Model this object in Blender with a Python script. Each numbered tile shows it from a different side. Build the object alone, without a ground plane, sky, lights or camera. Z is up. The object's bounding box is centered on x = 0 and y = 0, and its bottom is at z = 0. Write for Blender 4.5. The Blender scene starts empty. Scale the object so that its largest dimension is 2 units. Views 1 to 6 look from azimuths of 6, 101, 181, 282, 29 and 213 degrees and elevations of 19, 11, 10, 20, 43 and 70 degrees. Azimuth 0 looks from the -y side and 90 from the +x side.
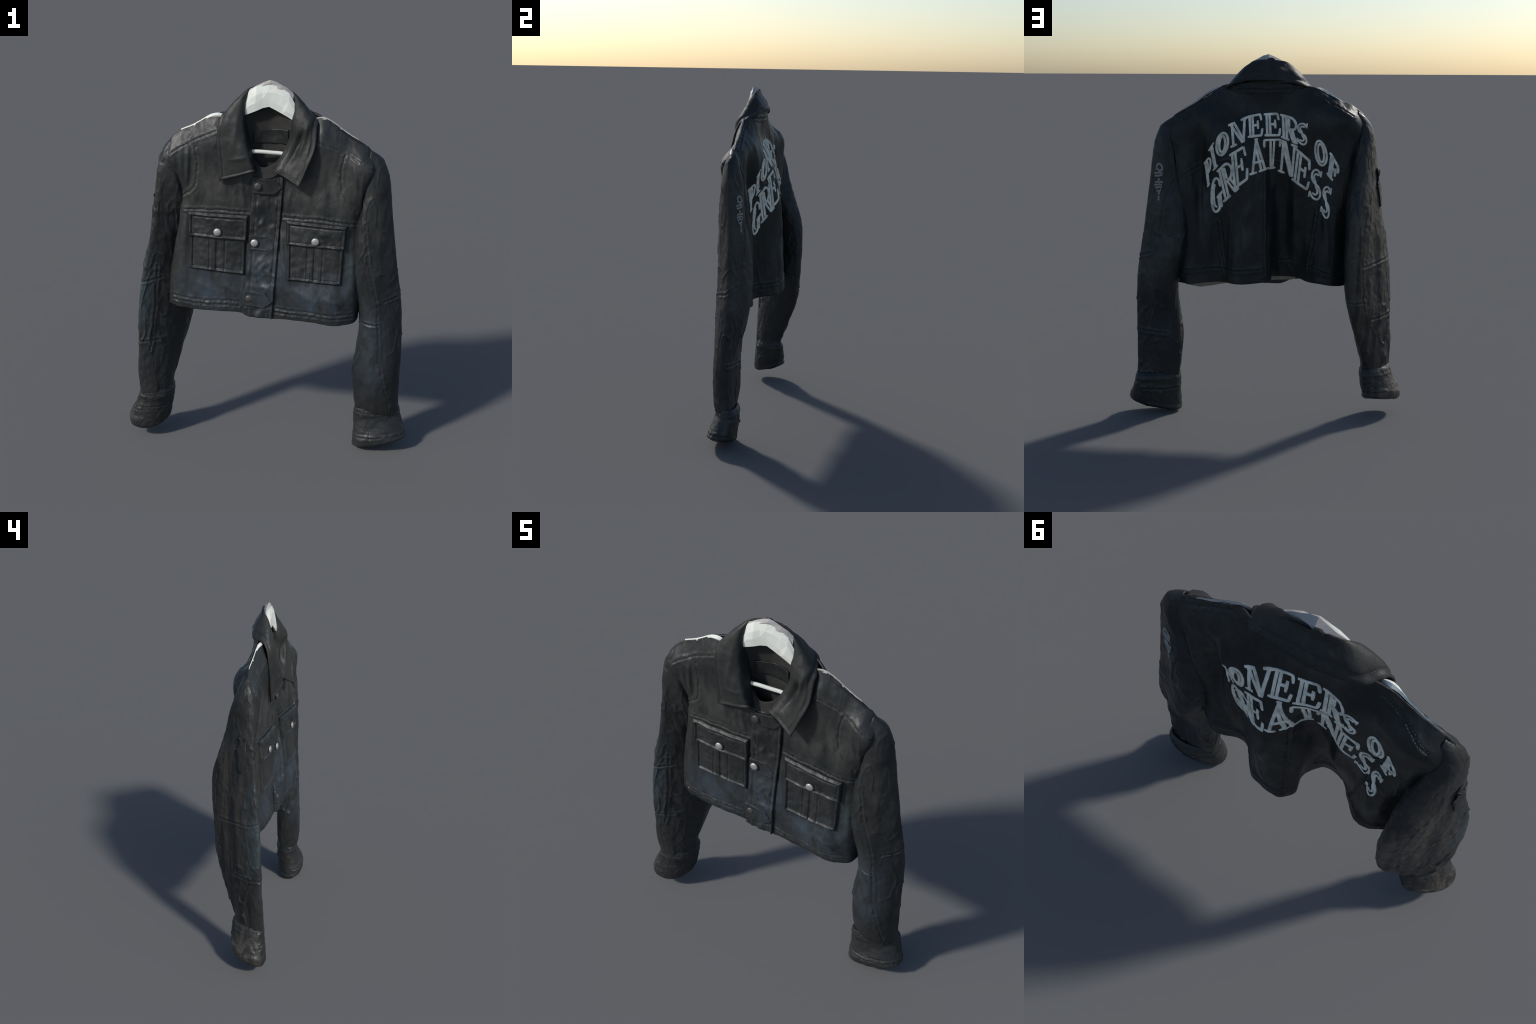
# A cropped black leather jacket on a white hanger, built part by part.
import bpy, bmesh, math, random
import numpy as np
from mathutils import Vector, noise
from mathutils.bvhtree import BVHTree

random.seed(7)
rng = np.random.default_rng(7)

# ------------------------------------------------------------------ helpers
def catmull(P, ts_knots, ts):
    """Non-uniform cubic Hermite (Catmull-Rom tangents) through P at knots."""
    P = np.asarray(P, float); k = np.asarray(ts_knots, float)
    n = len(P)
    if n == 2:
        f = ((ts - k[0]) / (k[1] - k[0]))[:, None]
        return P[0] * (1 - f) + P[1] * f
    d = np.diff(P, axis=0) / np.diff(k)[:, None]
    m = np.empty_like(P)
    m[0], m[-1] = d[0], d[-1]
    h = np.diff(k)
    m[1:-1] = (d[:-1] * h[1:, None] + d[1:] * h[:-1, None]) / (h[1:] + h[:-1])[:, None]
    i = np.clip(np.searchsorted(k, ts, side='right') - 1, 0, n - 2)
    H = (k[i + 1] - k[i])[:, None]
    t = ((ts - k[i])[:, None]) / H
    h00 = 2 * t**3 - 3 * t**2 + 1; h10 = t**3 - 2 * t**2 + t
    h01 = -2 * t**3 + 3 * t**2;    h11 = t**3 - t**2
    return h00 * P[i] + h10 * H * m[i] + h01 * P[i + 1] + h11 * H * m[i + 1]

def chord(P):
    P = np.asarray(P, float)
    return np.concatenate([[0], np.cumsum(np.linalg.norm(np.diff(P, axis=0), axis=1))])

def spline(P, n):
    c = chord(P)
    return catmull(P, c, np.linspace(0, c[-1], n))

def densify(P, step):
    c = chord(P)
    return catmull(P, c, np.linspace(0, c[-1], max(3, int(c[-1] / step) + 1)))

def loft(columns, rows, cols):
    """Surface through vertical profile curves -> grid (rows, cols, 3)."""
    R = np.stack([spline(c, rows) for c in columns], axis=1)
    mid = chord(R.mean(axis=0))
    ts = np.linspace(0, mid[-1], cols)
    return np.stack([catmull(R[r], mid, ts) for r in range(rows)])

def grid_normals(G, wrap=False):
    du = np.gradient(G, axis=1)
    if wrap:
        du = (np.roll(G, -1, axis=1) - np.roll(G, 1, axis=1)) / 2
    dv = np.gradient(G, axis=0)
    N = np.cross(du, dv)
    return N / (np.linalg.norm(N, axis=2, keepdims=True) + 1e-12)

def fbm(P, scale, octaves=3, seed=0.0):
    """Fractal noise at points P (n,3); scale may be a 3-vector."""
    Q = P * np.asarray(scale, float) + seed
    out = np.empty(len(Q))
    for i, q in enumerate(Q):
        v = Vector(q); s = 0.0; a = 1.0
        for _ in range(octaves):
            s += a * noise.noise(v); v = v * 2.03; a *= 0.5
        out[i] = s
    return out

def polyline_distance(P, line, reach):
    """Distance from points P to a dense polyline (only within reach)."""
    d = np.full(len(P), 9.0)
    lo, hi = line.min(0) - reach, line.max(0) + reach
    idx = np.where(np.all((P > lo) & (P < hi), axis=1))[0]
    if len(idx) == 0:
        return d
    best = np.full(len(idx), 9.0)
    A, B = line[:-1], line[1:]
    for a, b in zip(A, B):
        ab = b - a; ap = P[idx] - a
        t = np.clip(ap @ ab / (ab @ ab + 1e-12), 0, 1)
        best = np.minimum(best, np.linalg.norm(ap - t[:, None] * ab, axis=1))
    d[idx] = best
    return d

def make_object(name, verts, faces, mat, parent=None, smooth=True):
    me = bpy.data.meshes.new(name)
    me.from_pydata([tuple(map(float, v)) for v in verts], [], faces)
    me.materials.append(mat)
    me.polygons.foreach_set('use_smooth', [smooth] * len(me.polygons))
    me.update()
    ob = bpy.data.objects.new(name, me)
    bpy.context.scene.collection.objects.link(ob)
    if parent is not None:
        ob.parent = parent
    return ob

def grid_faces(r, c, wrap=False, flip=False, base=0):
    F = []
    cc = c if wrap else c - 1
    for i in range(r - 1):
        for j in range(cc):
            a = base + i * c + j; b = base + i * c + (j + 1) % c
            f = (a, b, b + c, a + c)
            F.append(f[::-1] if flip else f)
    return F

def grid_object(name, G, mat, parent, outward=None, wrap=False, thickness=0.0):
    r, c = G.shape[:2]
    N = grid_normals(G, wrap)
    flip = outward is not None and (N * outward).sum() < 0
    ob = make_object(name, G.reshape(-1, 3), grid_faces(r, c, wrap, flip), mat, parent)
    if thickness:
        m = ob.modifiers.new('thickness', 'SOLIDIFY')
        m.thickness = thickness; m.offset = -1; m.use_even_offset = False
    return ob

def bvh_of(G, wrap=False):
    r, c = G.shape[:2]
    return BVHTree.FromPolygons([tuple(map(float, p)) for p in G.reshape(-1, 3)], grid_faces(r, c, wrap))

# ---------------------------------------------------------------- materials
def leather(name, base, light, sheen_amount=0.35, streak=None, bump=0.22, rough=0.44, spec=0.36, baked_light=()):
    m = bpy.data.materials.new(name); m.use_nodes = True
    nt = m.node_tree; N = nt.nodes; L = nt.links
    bs = N['Principled BSDF']
    tc = N.new('ShaderNodeTexCoord')
    def noise_tex(scale, detail, stretch=(1, 1, 1), rough_=0.6, dist=0.0):
        mp = N.new('ShaderNodeMapping'); mp.inputs['Scale'].default_value = stretch
        L.new(tc.outputs['Object'], mp.inputs['Vector'])
        t = N.new('ShaderNodeTexNoise'); t.inputs['Scale'].default_value = scale
        t.inputs['Detail'].default_value = detail; t.inputs['Roughness'].default_value = rough_
        t.inputs['Distortion'].default_value = dist
        L.new(mp.outputs['Vector'], t.inputs['Vector'])
        return t
    def ramp(src, stops):
        r = N.new('ShaderNodeValToRGB')
        el = r.color_ramp.elements
        while len(el) < len(stops): el.new(0.5)
        for e, (p, c) in zip(el, stops):
            e.position = p; e.color = (*c, 1)
        L.new(src, r.inputs['Fac'])
        return r
    def mix(fac, a, b, mode='MIX'):
        x = N.new('ShaderNodeMix'); x.data_type = 'RGBA'; x.blend_type = mode
        for s, i in ((fac, 0), (a, 6), (b, 7)):
            if hasattr(s, 'is_linked'): L.new(s, x.inputs[i])
            elif isinstance(s, (int, float)): x.inputs[i].default_value = s
            else: x.inputs[i].default_value = (*s, 1)
        return x.outputs[2]
    # broad tone drift: soft reflections tinted into the black
    broad = ramp(noise_tex(3.2, 3).outputs['Fac'], [(0.38, base), (0.62, light)])
    # fine mottling
    fine = ramp(noise_tex(55, 5, (1, 1, 0.7)).outputs['Fac'], [(0.3, (0.75,) * 3), (0.72, (1.2,) * 3)])
    col = mix(0.8, broad.outputs['Color'], fine.outputs['Color'], 'MULTIPLY')
    # greyer patches: scattered glints on the wrinkles, painted into the colour
    sheen_noise = noise_tex(11, 4, (1, 1, 0.65), 0.62, 0.8)
    sheen_mask = ramp(sheen_noise.outputs['Fac'], [(0.53, (0, 0, 0)), (0.76, (sheen_amount,) * 3)])
    col = mix(sheen_mask.outputs['Color'], col, tuple(min(1, c * 2.6 + 0.012) for c in light))
    # baked highlights and reflections: soft tinted blotches at given spots
    for (cx, cy, cz), (rx, ry, rz), tone, amount in baked_light:
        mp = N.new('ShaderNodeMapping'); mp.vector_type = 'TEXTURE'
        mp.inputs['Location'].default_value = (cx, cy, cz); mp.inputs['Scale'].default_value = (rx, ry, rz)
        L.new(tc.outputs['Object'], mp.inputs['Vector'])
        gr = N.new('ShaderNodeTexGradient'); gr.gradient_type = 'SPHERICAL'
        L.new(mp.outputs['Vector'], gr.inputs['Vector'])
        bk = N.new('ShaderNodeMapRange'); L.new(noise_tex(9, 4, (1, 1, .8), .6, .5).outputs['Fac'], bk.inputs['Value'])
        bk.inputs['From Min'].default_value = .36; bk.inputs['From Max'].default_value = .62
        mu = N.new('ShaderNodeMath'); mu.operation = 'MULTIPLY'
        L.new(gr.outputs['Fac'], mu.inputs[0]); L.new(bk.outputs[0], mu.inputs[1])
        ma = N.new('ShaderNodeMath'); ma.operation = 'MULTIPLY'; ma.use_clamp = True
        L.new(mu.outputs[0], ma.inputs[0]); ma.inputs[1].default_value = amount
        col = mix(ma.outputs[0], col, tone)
    if streak:
        # long brown-grey streaks down one flank of the sleeve
        st = noise_tex(16, 4, (1, 1, 0.12), 0.6, 0.6)
        sm = ramp(st.outputs['Fac'], [(0.44, (0, 0, 0)), (0.58, (1, 1, 1))])
        sep = N.new('ShaderNodeSeparateXYZ'); L.new(tc.outputs['Object'], sep.inputs[0])
        mr = N.new('ShaderNodeMapRange')
        # depth coordinate across the flank: strongest at the outer rear
        ad = N.new('ShaderNodeMath'); ad.operation = 'MULTIPLY_ADD'
        L.new(sep.outputs['X'], ad.inputs[0]); ad.inputs[1].default_value = -1.0
        L.new(sep.outputs['Y'], ad.inputs[2])
        L.new(ad.outputs[0], mr.inputs['Value'])
        mr.inputs['From Min'].default_value = streak['from']; mr.inputs['From Max'].default_value = streak['to']
        mu = N.new('ShaderNodeMath'); mu.operation = 'MULTIPLY'
        L.new(sm.outputs['Color'], mu.inputs[0]); L.new(mr.outputs[0], mu.inputs[1])
        col = mix(mu.outputs[0], col, streak['color'])
    L.new(col, bs.inputs['Base Color'])
    rr = N.new('ShaderNodeMapRange'); L.new(sheen_noise.outputs['Fac'], rr.inputs['Value'])
    rr.inputs['From Min'].default_value = 0.3; rr.inputs['From Max'].default_value = 0.75
    rr.inputs['To Min'].default_value = rough + 0.1; rr.inputs['To Max'].default_value = rough - 0.08
    L.new(rr.outputs[0], bs.inputs['Roughness'])
    bs.inputs['Specular IOR Level'].default_value = spec
    # grain + creases
    cre = noise_tex(22, 3, (1, 1, 0.6), 0.5, 1.0)
    grain = N.new('ShaderNodeTexVoronoi'); grain.inputs['Scale'].default_value = 260
    L.new(tc.outputs['Object'], grain.inputs['Vector'])
    b1 = N.new('ShaderNodeBump'); b1.inputs['Strength'].default_value = bump; b1.inputs['Distance'].default_value = 0.012
    L.new(cre.outputs['Fac'], b1.inputs['Height'])
    b2 = N.new('ShaderNodeBump'); b2.inputs['Strength'].default_value = 0.12; b2.inputs['Distance'].default_value = 0.002
    L.new(grain.outputs['Distance'], b2.inputs['Height']); L.new(b1.outputs['Normal'], b2.inputs['Normal'])
    L.new(b2.outputs['Normal'], bs.inputs['Normal'])
    return m

def plain(name, col, rough=0.6, metal=0.0, var=0.2, scale=30, spec=0.4):
    m = bpy.data.materials.new(name); m.use_nodes = True
    nt = m.node_tree; N = nt.nodes; L = nt.links
    bs = N['Principled BSDF']
    tc = N.new('ShaderNodeTexCoord')
    t = N.new('ShaderNodeTexNoise'); t.inputs['Scale'].default_value = scale; t.inputs['Detail'].default_value = 4
    L.new(tc.outputs['Object'], t.inputs['Vector'])
    r = N.new('ShaderNodeValToRGB')
    r.color_ramp.elements[0].position = 0.3; r.color_ramp.elements[1].position = 0.7
    r.color_ramp.elements[0].color = (*[c * (1 - var) for c in col], 1)
    r.color_ramp.elements[1].color = (*[min(1, c * (1 + var)) for c in col], 1)
    L.new(t.outputs['Fac'], r.inputs['Fac']); L.new(r.outputs['Color'], bs.inputs['Base Color'])
    bs.inputs['Roughness'].default_value = rough; bs.inputs['Metallic'].default_value = metal
    bs.inputs['Specular IOR Level'].default_value = spec
    return m

BLUE = (0.034, 0.046, 0.060); OLIVE = (0.040, 0.041, 0.038); TEAL = (0.036, 0.052, 0.058)  # tints: blue and teal for painted reflections, olive for the lit chest
LEATHER = leather('black_leather', (0.0110, 0.0135, 0.0150), (0.0215, 0.0230, 0.0230), spec=.42, rough=.46, baked_light=(
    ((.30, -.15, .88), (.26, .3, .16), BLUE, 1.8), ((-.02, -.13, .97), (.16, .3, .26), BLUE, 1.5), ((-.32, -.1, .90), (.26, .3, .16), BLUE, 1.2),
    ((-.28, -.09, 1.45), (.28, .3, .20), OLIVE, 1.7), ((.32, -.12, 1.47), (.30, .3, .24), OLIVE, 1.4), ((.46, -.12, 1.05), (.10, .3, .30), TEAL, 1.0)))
LEATHER_BACK = leather('black_leather_back', (0.0095, 0.0115, 0.0120), (0.0165, 0.0180, 0.0180), 0.22, spec=.3, baked_light=tuple(  # paler spots draw the highlights along the back folds
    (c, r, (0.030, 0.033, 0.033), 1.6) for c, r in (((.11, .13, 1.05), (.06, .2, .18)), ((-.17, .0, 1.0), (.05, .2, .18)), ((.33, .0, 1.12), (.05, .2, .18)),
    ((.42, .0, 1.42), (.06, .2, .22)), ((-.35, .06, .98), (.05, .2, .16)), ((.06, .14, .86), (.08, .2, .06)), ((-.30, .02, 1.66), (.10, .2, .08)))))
LEATHER_COLLAR = leather('black_leather_collar', (0.0165, 0.0180, 0.0180), (0.0240, 0.0250, 0.0245), 0.22, rough=.52, spec=.3)
LEATHER_SLEEVE = leather('black_leather_sleeve', (0.0125, 0.0145, 0.0160), (0.0215, 0.0230, 0.0235), 0.25, baked_light=(
    ((.56, -.14, .62), (.12, .2, .34), BLUE, 1.2), ((.57, -.13, 1.25), (.12, .2, .34), OLIVE, 1.2)))  # sleeve front lightened in colour where a long highlight runs down it
LEATHER_STREAKED = leather('black_leather_streaked', (0.0125, 0.0140, 0.0150), (0.0215, 0.0225, 0.0225), 0.25, baked_light=(((-.68, -.13, .86), (.08, .12, .42), TEAL, 1.6),),  # teal strip: sheen on the front edge, put in as base colour
                           streak={'from': 0.58, 'to': 0.70, 'color': (0.074, 0.063, 0.052)}, bump=0.5)
LINING = plain('grey_lining', (0.30, 0.28, 0.24), 0.8)
DARK_LINING = plain('dark_lining', (0.022, 0.021, 0.020), 0.8)
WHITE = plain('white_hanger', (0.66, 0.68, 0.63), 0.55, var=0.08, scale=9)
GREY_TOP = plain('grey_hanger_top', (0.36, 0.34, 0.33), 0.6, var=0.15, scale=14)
PAINT = plain('grey_paint', (0.66, 0.635, 0.56), 0.8, var=0.30, scale=30, spec=.2)
THREAD = plain('black_thread', (0.048, 0.051, 0.051), 0.6)  # lightened so the seams show their glints
STEEL = plain('brushed_steel', (0.42, 0.41, 0.40), 0.5, metal=0.6, var=0.12, scale=60)
DARK_STEEL = plain('dark_steel', (0.085, 0.08, 0.08), 0.5, metal=0.5, var=0.15, scale=60)
PATCH = plain('dark_patch', (0.018, 0.019, 0.02), 0.6)
PATCH_INK = plain('patch_grey', (0.25, 0.25, 0.235), 0.7, var=0.2, scale=40)

# ------------------------------------------------------------------- thing
jacket = bpy.data.objects.new('leather_jacket', None)
bpy.context.scene.collection.objects.link(jacket)
jacket.empty_display_size = 0.2
jacket['label'] = 'cropped black leather jacket on a white hanger, grey lettering on its back'
jacket['category'] = 'leather jacket'

# ------------------------------------------------- front and back of the body
# Each entry is one vertical profile curve (x, y, z) from shoulder to hem.
FRONT = [
 [(-.535,-.040,1.668),(-.530,-.050,1.60),(-.470,-.045,1.40),(-.480,-.030,1.20),(-.500,-.015,1.00),(-.515,.0,.785)],
 [(-.525,-.042,1.688),(-.535,-.088,1.60),(-.480,-.065,1.42),(-.485,-.060,1.25),(-.530,-.055,1.00),(-.558,-.045,.790)],
 [(-.480,-.042,1.724),(-.480,-.092,1.60),(-.455,-.072,1.42),(-.450,-.078,1.28),(-.480,-.085,1.00),(-.505,-.085,.775)],
 [(-.420,-.045,1.751),(-.420,-.082,1.65),(-.420,-.080,1.45),(-.420,-.078,1.30),(-.420,-.095,1.00),(-.420,-.100,.770)],
 [(-.280,-.062,1.821),(-.285,-.098,1.72),(-.285,-.096,1.50),(-.280,-.090,1.28),(-.275,-.101,1.00),(-.270,-.113,.768)],
 [(-.160,-.075,1.740),(-.150,-.092,1.62),(-.140,-.098,1.47),(-.130,-.095,1.28),(-.135,-.098,1.00),(-.150,-.117,.766)],
 [(-.060,-.100,1.545),(-.060,-.094,1.50),(-.060,-.086,1.43),(-.060,-.088,1.25),(-.070,-.103,1.00),(-.075,-.117,.742)],
 [(.020,-.092,1.545),(.025,-.088,1.50),(.030,-.080,1.43),(.030,-.082,1.25),(.025,-.118,1.00),(.020,-.120,.742)],
 [(.110,-.080,1.720),(.110,-.096,1.60),(.105,-.094,1.46),(.100,-.100,1.28),(.095,-.130,1.00),(.095,-.126,.746)],
 [(.240,-.065,1.818),(.240,-.104,1.72),(.240,-.108,1.50),(.240,-.122,1.28),(.240,-.140,1.00),(.240,-.158,.87),(.240,-.142,.740)],
 [(.400,-.060,1.731),(.400,-.106,1.63),(.395,-.118,1.45),(.395,-.128,1.28),(.385,-.138,1.00),(.385,-.156,.87),(.385,-.142,.732)],
 [(.470,-.058,1.690),(.465,-.130,1.60),(.440,-.112,1.42),(.440,-.110,1.28),(.450,-.126,1.00),(.450,-.132,.87),(.450,-.120,.742)],
 [(.520,-.058,1.648),(.515,-.118,1.58),(.475,-.100,1.42),(.470,-.085,1.28),(.482,-.085,1.00),(.475,-.075,.752)],
 [(.530,-.056,1.636),(.520,-.055,1.58),(.475,-.040,1.42),(.475,-.035,1.28),(.485,-.035,1.00),(.475,-.030,.762)],
]
BACK = [
 [(.530,-.056,1.636),(.520,-.035,1.60),(.485,-.010,1.45),(.478,-.012,1.28),(.485,-.010,1.00),(.475,-.020,.762)],
 [(.465,-.058,1.694),(.455,-.010,1.62),(.440,-.006,1.48),(.430,.004,1.36),(.415,.006,1.10),(.415,.028,.763)],
 [(.380,-.060,1.743),(.370,-.004,1.66),(.360,-.012,1.54),(.350,-.034,1.40),(.350,-.006,1.12),(.350,.024,.768)],
 [(.300,-.062,1.790),(.300,.010,1.67),(.300,.030,1.55),(.302,.003,1.40),(.285,.000,1.12),(.285,.004,.770)],
 [(.225,-.034,1.835),(.222,.012,1.70),(.226,.050,1.58),(.228,.046,1.42),(.222,.030,1.12),(.228,.030,.775)],
 [(.150,-.004,1.846),(.160,.015,1.70),(.165,.058,1.58),(.168,.075,1.42),(.165,.085,1.12),(.165,.120,.782)],
 [(.090,.008,1.852),(.100,.010,1.70),(.105,.074,1.56),(.108,.100,1.42),(.110,.125,1.12),(.112,.138,.784)],
 [(.040,.014,1.856),(.044,.012,1.70),(.050,.070,1.56),(.058,.112,1.42),(.058,.138,1.12),(.055,.152,.792)],
 [(.005,.016,1.858),(.000,.012,1.70),(-.002,.056,1.57),(.002,.066,1.42),(.002,.108,1.12),(.003,.146,.798)],
 [(-.025,.016,1.857),(-.034,.010,1.70),(-.036,.046,1.57),(-.028,.022,1.42),(-.034,.060,1.12),(-.036,.098,.800)],
 [(-.070,.012,1.853),(-.075,.004,1.70),(-.070,.036,1.57),(-.066,.006,1.42),(-.060,.000,1.12),(-.026,.030,.805)],
 [(-.125,.002,1.848),(-.130,.006,1.70),(-.122,.022,1.56),(-.118,.010,1.42),(-.105,-.024,1.12),(-.070,-.048,.794)],
 [(-.215,-.028,1.838),(-.215,.010,1.72),(-.205,.033,1.56),(-.184,.030,1.42),(-.168,.012,1.12),(-.165,-.022,.96),(-.165,-.046,.788)],
 [(-.290,-.042,1.818),(-.285,.014,1.70),(-.280,.016,1.56),(-.255,.024,1.42),(-.242,.020,1.12),(-.235,.018,.775)],
 [(-.360,-.038,1.783),(-.352,.034,1.67),(-.342,.026,1.52),(-.330,.020,1.40),(-.322,.054,1.12),(-.300,.073,.775)],
 [(-.420,-.038,1.751),(-.412,.050,1.67),(-.402,.042,1.55),(-.385,.036,1.40),(-.375,.058,1.12),(-.360,.072,.765)],
 [(-.480,-.038,1.724),(-.468,.048,1.65),(-.458,.048,1.55),(-.442,.045,1.40),(-.435,.030,1.12),(-.430,.035,.760)],
 [(-.535,-.040,1.668),(-.520,.020,1.62),(-.480,.020,1.45),(-.475,.005,1.25),(-.495,.000,1.00),(-.515,.000,.785)],
]
front = loft(FRONT, 240, 320)
back = loft(BACK, 230, 330)

def roughen(G, fn, wrap=False, outward=(0, 0, 0)):
    """Move grid points along outward normals by fn(points)."""
    N = grid_normals(G, wrap)
    if (N * np.asarray(outward)).sum() < 0: N = -N
    d = fn(G.reshape(-1, 3)).reshape(G.shape[:2])
    return G + N * d[..., None]

class Skin:
    """A grid surface with seams pressed into it; the stitches lie on top."""
    def __init__(self, G, wrap, outward):
        self.G, self.wrap, self.outward = G, wrap, outward
        self.bvh = bvh_of(G, wrap); self.seams = []
    def snap(self, P, axis=None):
        out = []
        for p in P:
            hit = None
            if axis is not None:
                o = Vector(p); o.y = axis * 1.0
                hit = self.bvh.ray_cast(o, Vector((0, -axis, 0)))[0]
            if hit is None:
                hit = self.bvh.find_nearest(Vector(p))[0]
            out.append(tuple(hit))
        return np.array(out)
    def seam(self, P, axis=None, rows=(-.007, .007), welt=.0022, stitch=True):
        P = np.array([(p[0], 0 if len(p) == 2 else p[1], p[-1]) for p in P], float)
        P = densify(P, .012)
        for p in P:
            w = noise.noise_vector(Vector(p * 17)) + noise.noise_vector(Vector(p * 45)) * .5
            p += np.array([w.x, 0, w.z]) * .0042
        L = self.snap(P, axis)
        self.seams.append((L, rows, welt, stitch))
    def press(self, extra=None):
        def fn(P):
            d = np.zeros(len(P)) if extra is None else extra(P)
            for L, rows, welt, _ in self.seams:
                t = polyline_distance(P, L, .05)
                d += welt * (np.exp(-((t - .011) / .007)**2) - 1.2 * np.exp(-(t / .0045)**2))
                # puckers along the seam
                near = t < .03
                if near.any():
                    d[near] += .0024 * np.exp(-(t[near] / .018)**2) * fbm(P[near], 55, 2, 3.1)
            return d
        self.G = roughen(self.G, fn, self.wrap, self.outward)
        self.bvh = bvh_of(self.G, self.wrap)

STITCH_V, STITCH_F = [], []
def add_stitch(p, t, n, length=.0085, r=.0017):
    """One thread stitch: a small rounded bar lying on the leather."""
    t = t / np.linalg.norm(t); s = np.cross(n, t); s /= np.linalg.norm(s) + 1e-9
    b = len(STITCH_V)
    for k, (f, w) in enumerate(((-.5, .45), (-.25, 1), (.25, 1), (.5, .45))):
        for a in range(5):
            an = math.pi * (a / 4)
            STITCH_V.append(p + t * f * length + s * r * w * math.cos(an) + n * (r * w * math.sin(an) * .9 - .0004))
    for k in range(3):
        for a in range(4):
            i = b + k * 5 + a
            STITCH_F.append((i, i + 1, i + 6, i + 5))
    STITCH_F.append(tuple(b + a for a in range(5))); STITCH_F.append(tuple(b + 15 + a for a in range(5))[::-1])

def stitch_rows(skin):
    for L, rows, welt, stitch in skin.seams:
        if not stitch: continue
        L = densify(L, .0125)
        T = np.gradient(L, axis=0)
        for off in rows:
            for p, t in zip(L, T):
                if np.linalg.norm(t) < 1e-6: continue
                q, n, _, _ = skin.bvh.find_nearest(Vector(p))
                n = np.array(n)
                s = np.cross(n, t / np.linalg.norm(t))
                q2, n2, _, _ = skin.bvh.find_nearest(Vector(np.array(q) + s * off))
                n2 = np.array(n2)
                if n2 @ np.asarray(q2 - Vector(np.array(q2) * 0)) is None: continue
                if skin_out(skin, np.array(q2), n2) < 0: n2 = -n2
                add_stitch(np.array(q2), t, n2)

def skin_out(skin, p, n):
    if skin.wrap:
        c = skin.axis_at(p[2]); return n @ (p - c)
    return n @ np.asarray(skin.outward)

# ----- folds of the front
FS = Skin(front, False, (0, -1, 0))
FS.seam([(-.455, 1.318), (-.30, 1.322), (-.112, 1.318)], -1, welt=.0026)               # chest seam
FS.seam([(.065, 1.297), (.25, 1.300), (.445, 1.285)], -1, welt=.0026)
FS.seam([(-.535, 1.605), (-.42, 1.672), (-.29, 1.737)], -1, welt=.0014)                # yoke seams
FS.seam([(.235, 1.700), (.37, 1.650), (.515, 1.575)], -1, welt=.0014)
FS.seam([(-.402, 1.680), (-.385, 1.60), (-.385, 1.52), (-.410, 1.43), (-.470, 1.385)], -1, welt=.0018)
FS.seam([(.372, 1.640), (.358, 1.57), (.362, 1.49), (.395, 1.40), (.440, 1.345)], -1, welt=.0018)
for dz, rows in ((.058, (0,)), (.034, (0,))):
    FS.seam([(-.52, .778 + dz), (-.35, .768 + dz), (-.16, .768 + dz)], -1, rows, welt=.0012)
    FS.seam([(.035, .742 + dz), (.20, .741 + dz), (.34, .735 + dz), (.45, .742 + dz)], -1, rows, welt=.0016)
FS.seam([(.215, 1.10), (.22, 1.0)], -1, stitch=False, welt=.0)             # (below the pocket, smooth)

def crease(P, a, b, width, height):
    """Gaussian ridge from a to b in the x-z plane."""
    a = np.array(a); b = np.array(b); q = P[:, [0, 2]]
    ab = b - a; t = np.clip(((q - a) @ ab) / (ab @ ab), 0, 1)
    d = np.linalg.norm(q - a - t[:, None] * ab, axis=1)
    return height * np.exp(-(d / width)**2) * np.sin(np.pi * np.clip(t * .9 + .05, 0, 1))

def wrinkles(P, scale, amount, seed, gap=.72):
    """Sparse sharp creases: the crests of a ridged noise."""
    r = 1 - np.abs(fbm(P, scale, 2, seed)) * 2.2
    m = np.clip(fbm(P, (5, 5, 4), 1, seed + 40) * 1.6 + .45, 0, 1)
    return amount * m * np.clip((r - gap) / (1 - gap), 0, 1)**1.4

def front_folds(P):
    d = .0045 * fbm(P, (9, 9, 5), 2, 1.7) + .0024 * fbm(P, (24, 24, 14), 2, 8.3) + wrinkles(P, (13, 13, 8), .0012, 2.9)
    d += crease(P, (-.43, 1.66), (-.44, 1.44), .012, .010) + crease(P, (-.47, 1.62), (-.455, 1.42), .014, .006)
    d += crease(P, (.42, 1.60), (.445, 1.42), .012, .009) + crease(P, (.47, 1.56), (.46, 1.40), .012, .007)
    for a, b, w, h in (((.13, 1.46), (.16, 1.36), .012, .004), ((.19, 1.45), (.21, 1.38), .010, .003), ((.34, 1.58), (.33, 1.42), .016, .003),
                       ((-.36, 1.60), (-.33, 1.48), .016, .004), ((-.20, 1.44), (-.17, 1.34), .012, .004), ((-.40, .93), (-.30, .88), .016, .004),
                       ((-.24, .92), (-.16, .86), .013, .005), ((.12, .92), (.24, .86), .018, .005), ((.28, .90), (.40, .84), .020, .005),
                       ((.43, 1.15), (.44, .92), .014, .006), ((.055, 1.25), (.075, 1.05), .010, .005), ((-.47, 1.20), (-.49, .90), .016, .005)):
        d += crease(P, a, b, w, h)
    d += crease(P, (.10, 1.45), (.085, 1.33), .012, .006)
    d += crease(P, (-.16, 1.50), (-.13, 1.34), .014, .008)
    d += crease(P, (-.25, 1.47), (-.22, 1.34), .02, .004) + crease(P, (-.33, 1.5), (-.31, 1.36), .02, .003)
    d += crease(P, (.075, 1.05), (.11, .95), .012, .007)
    d += crease(P, (-.45, 1.30), (-.46, .95), .02, .006)
    return d
FS.press(front_folds)
front = FS.G
grid_object('front_panel', front, LEATHER, jacket, (0, -1, 0), thickness=.010)

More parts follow.
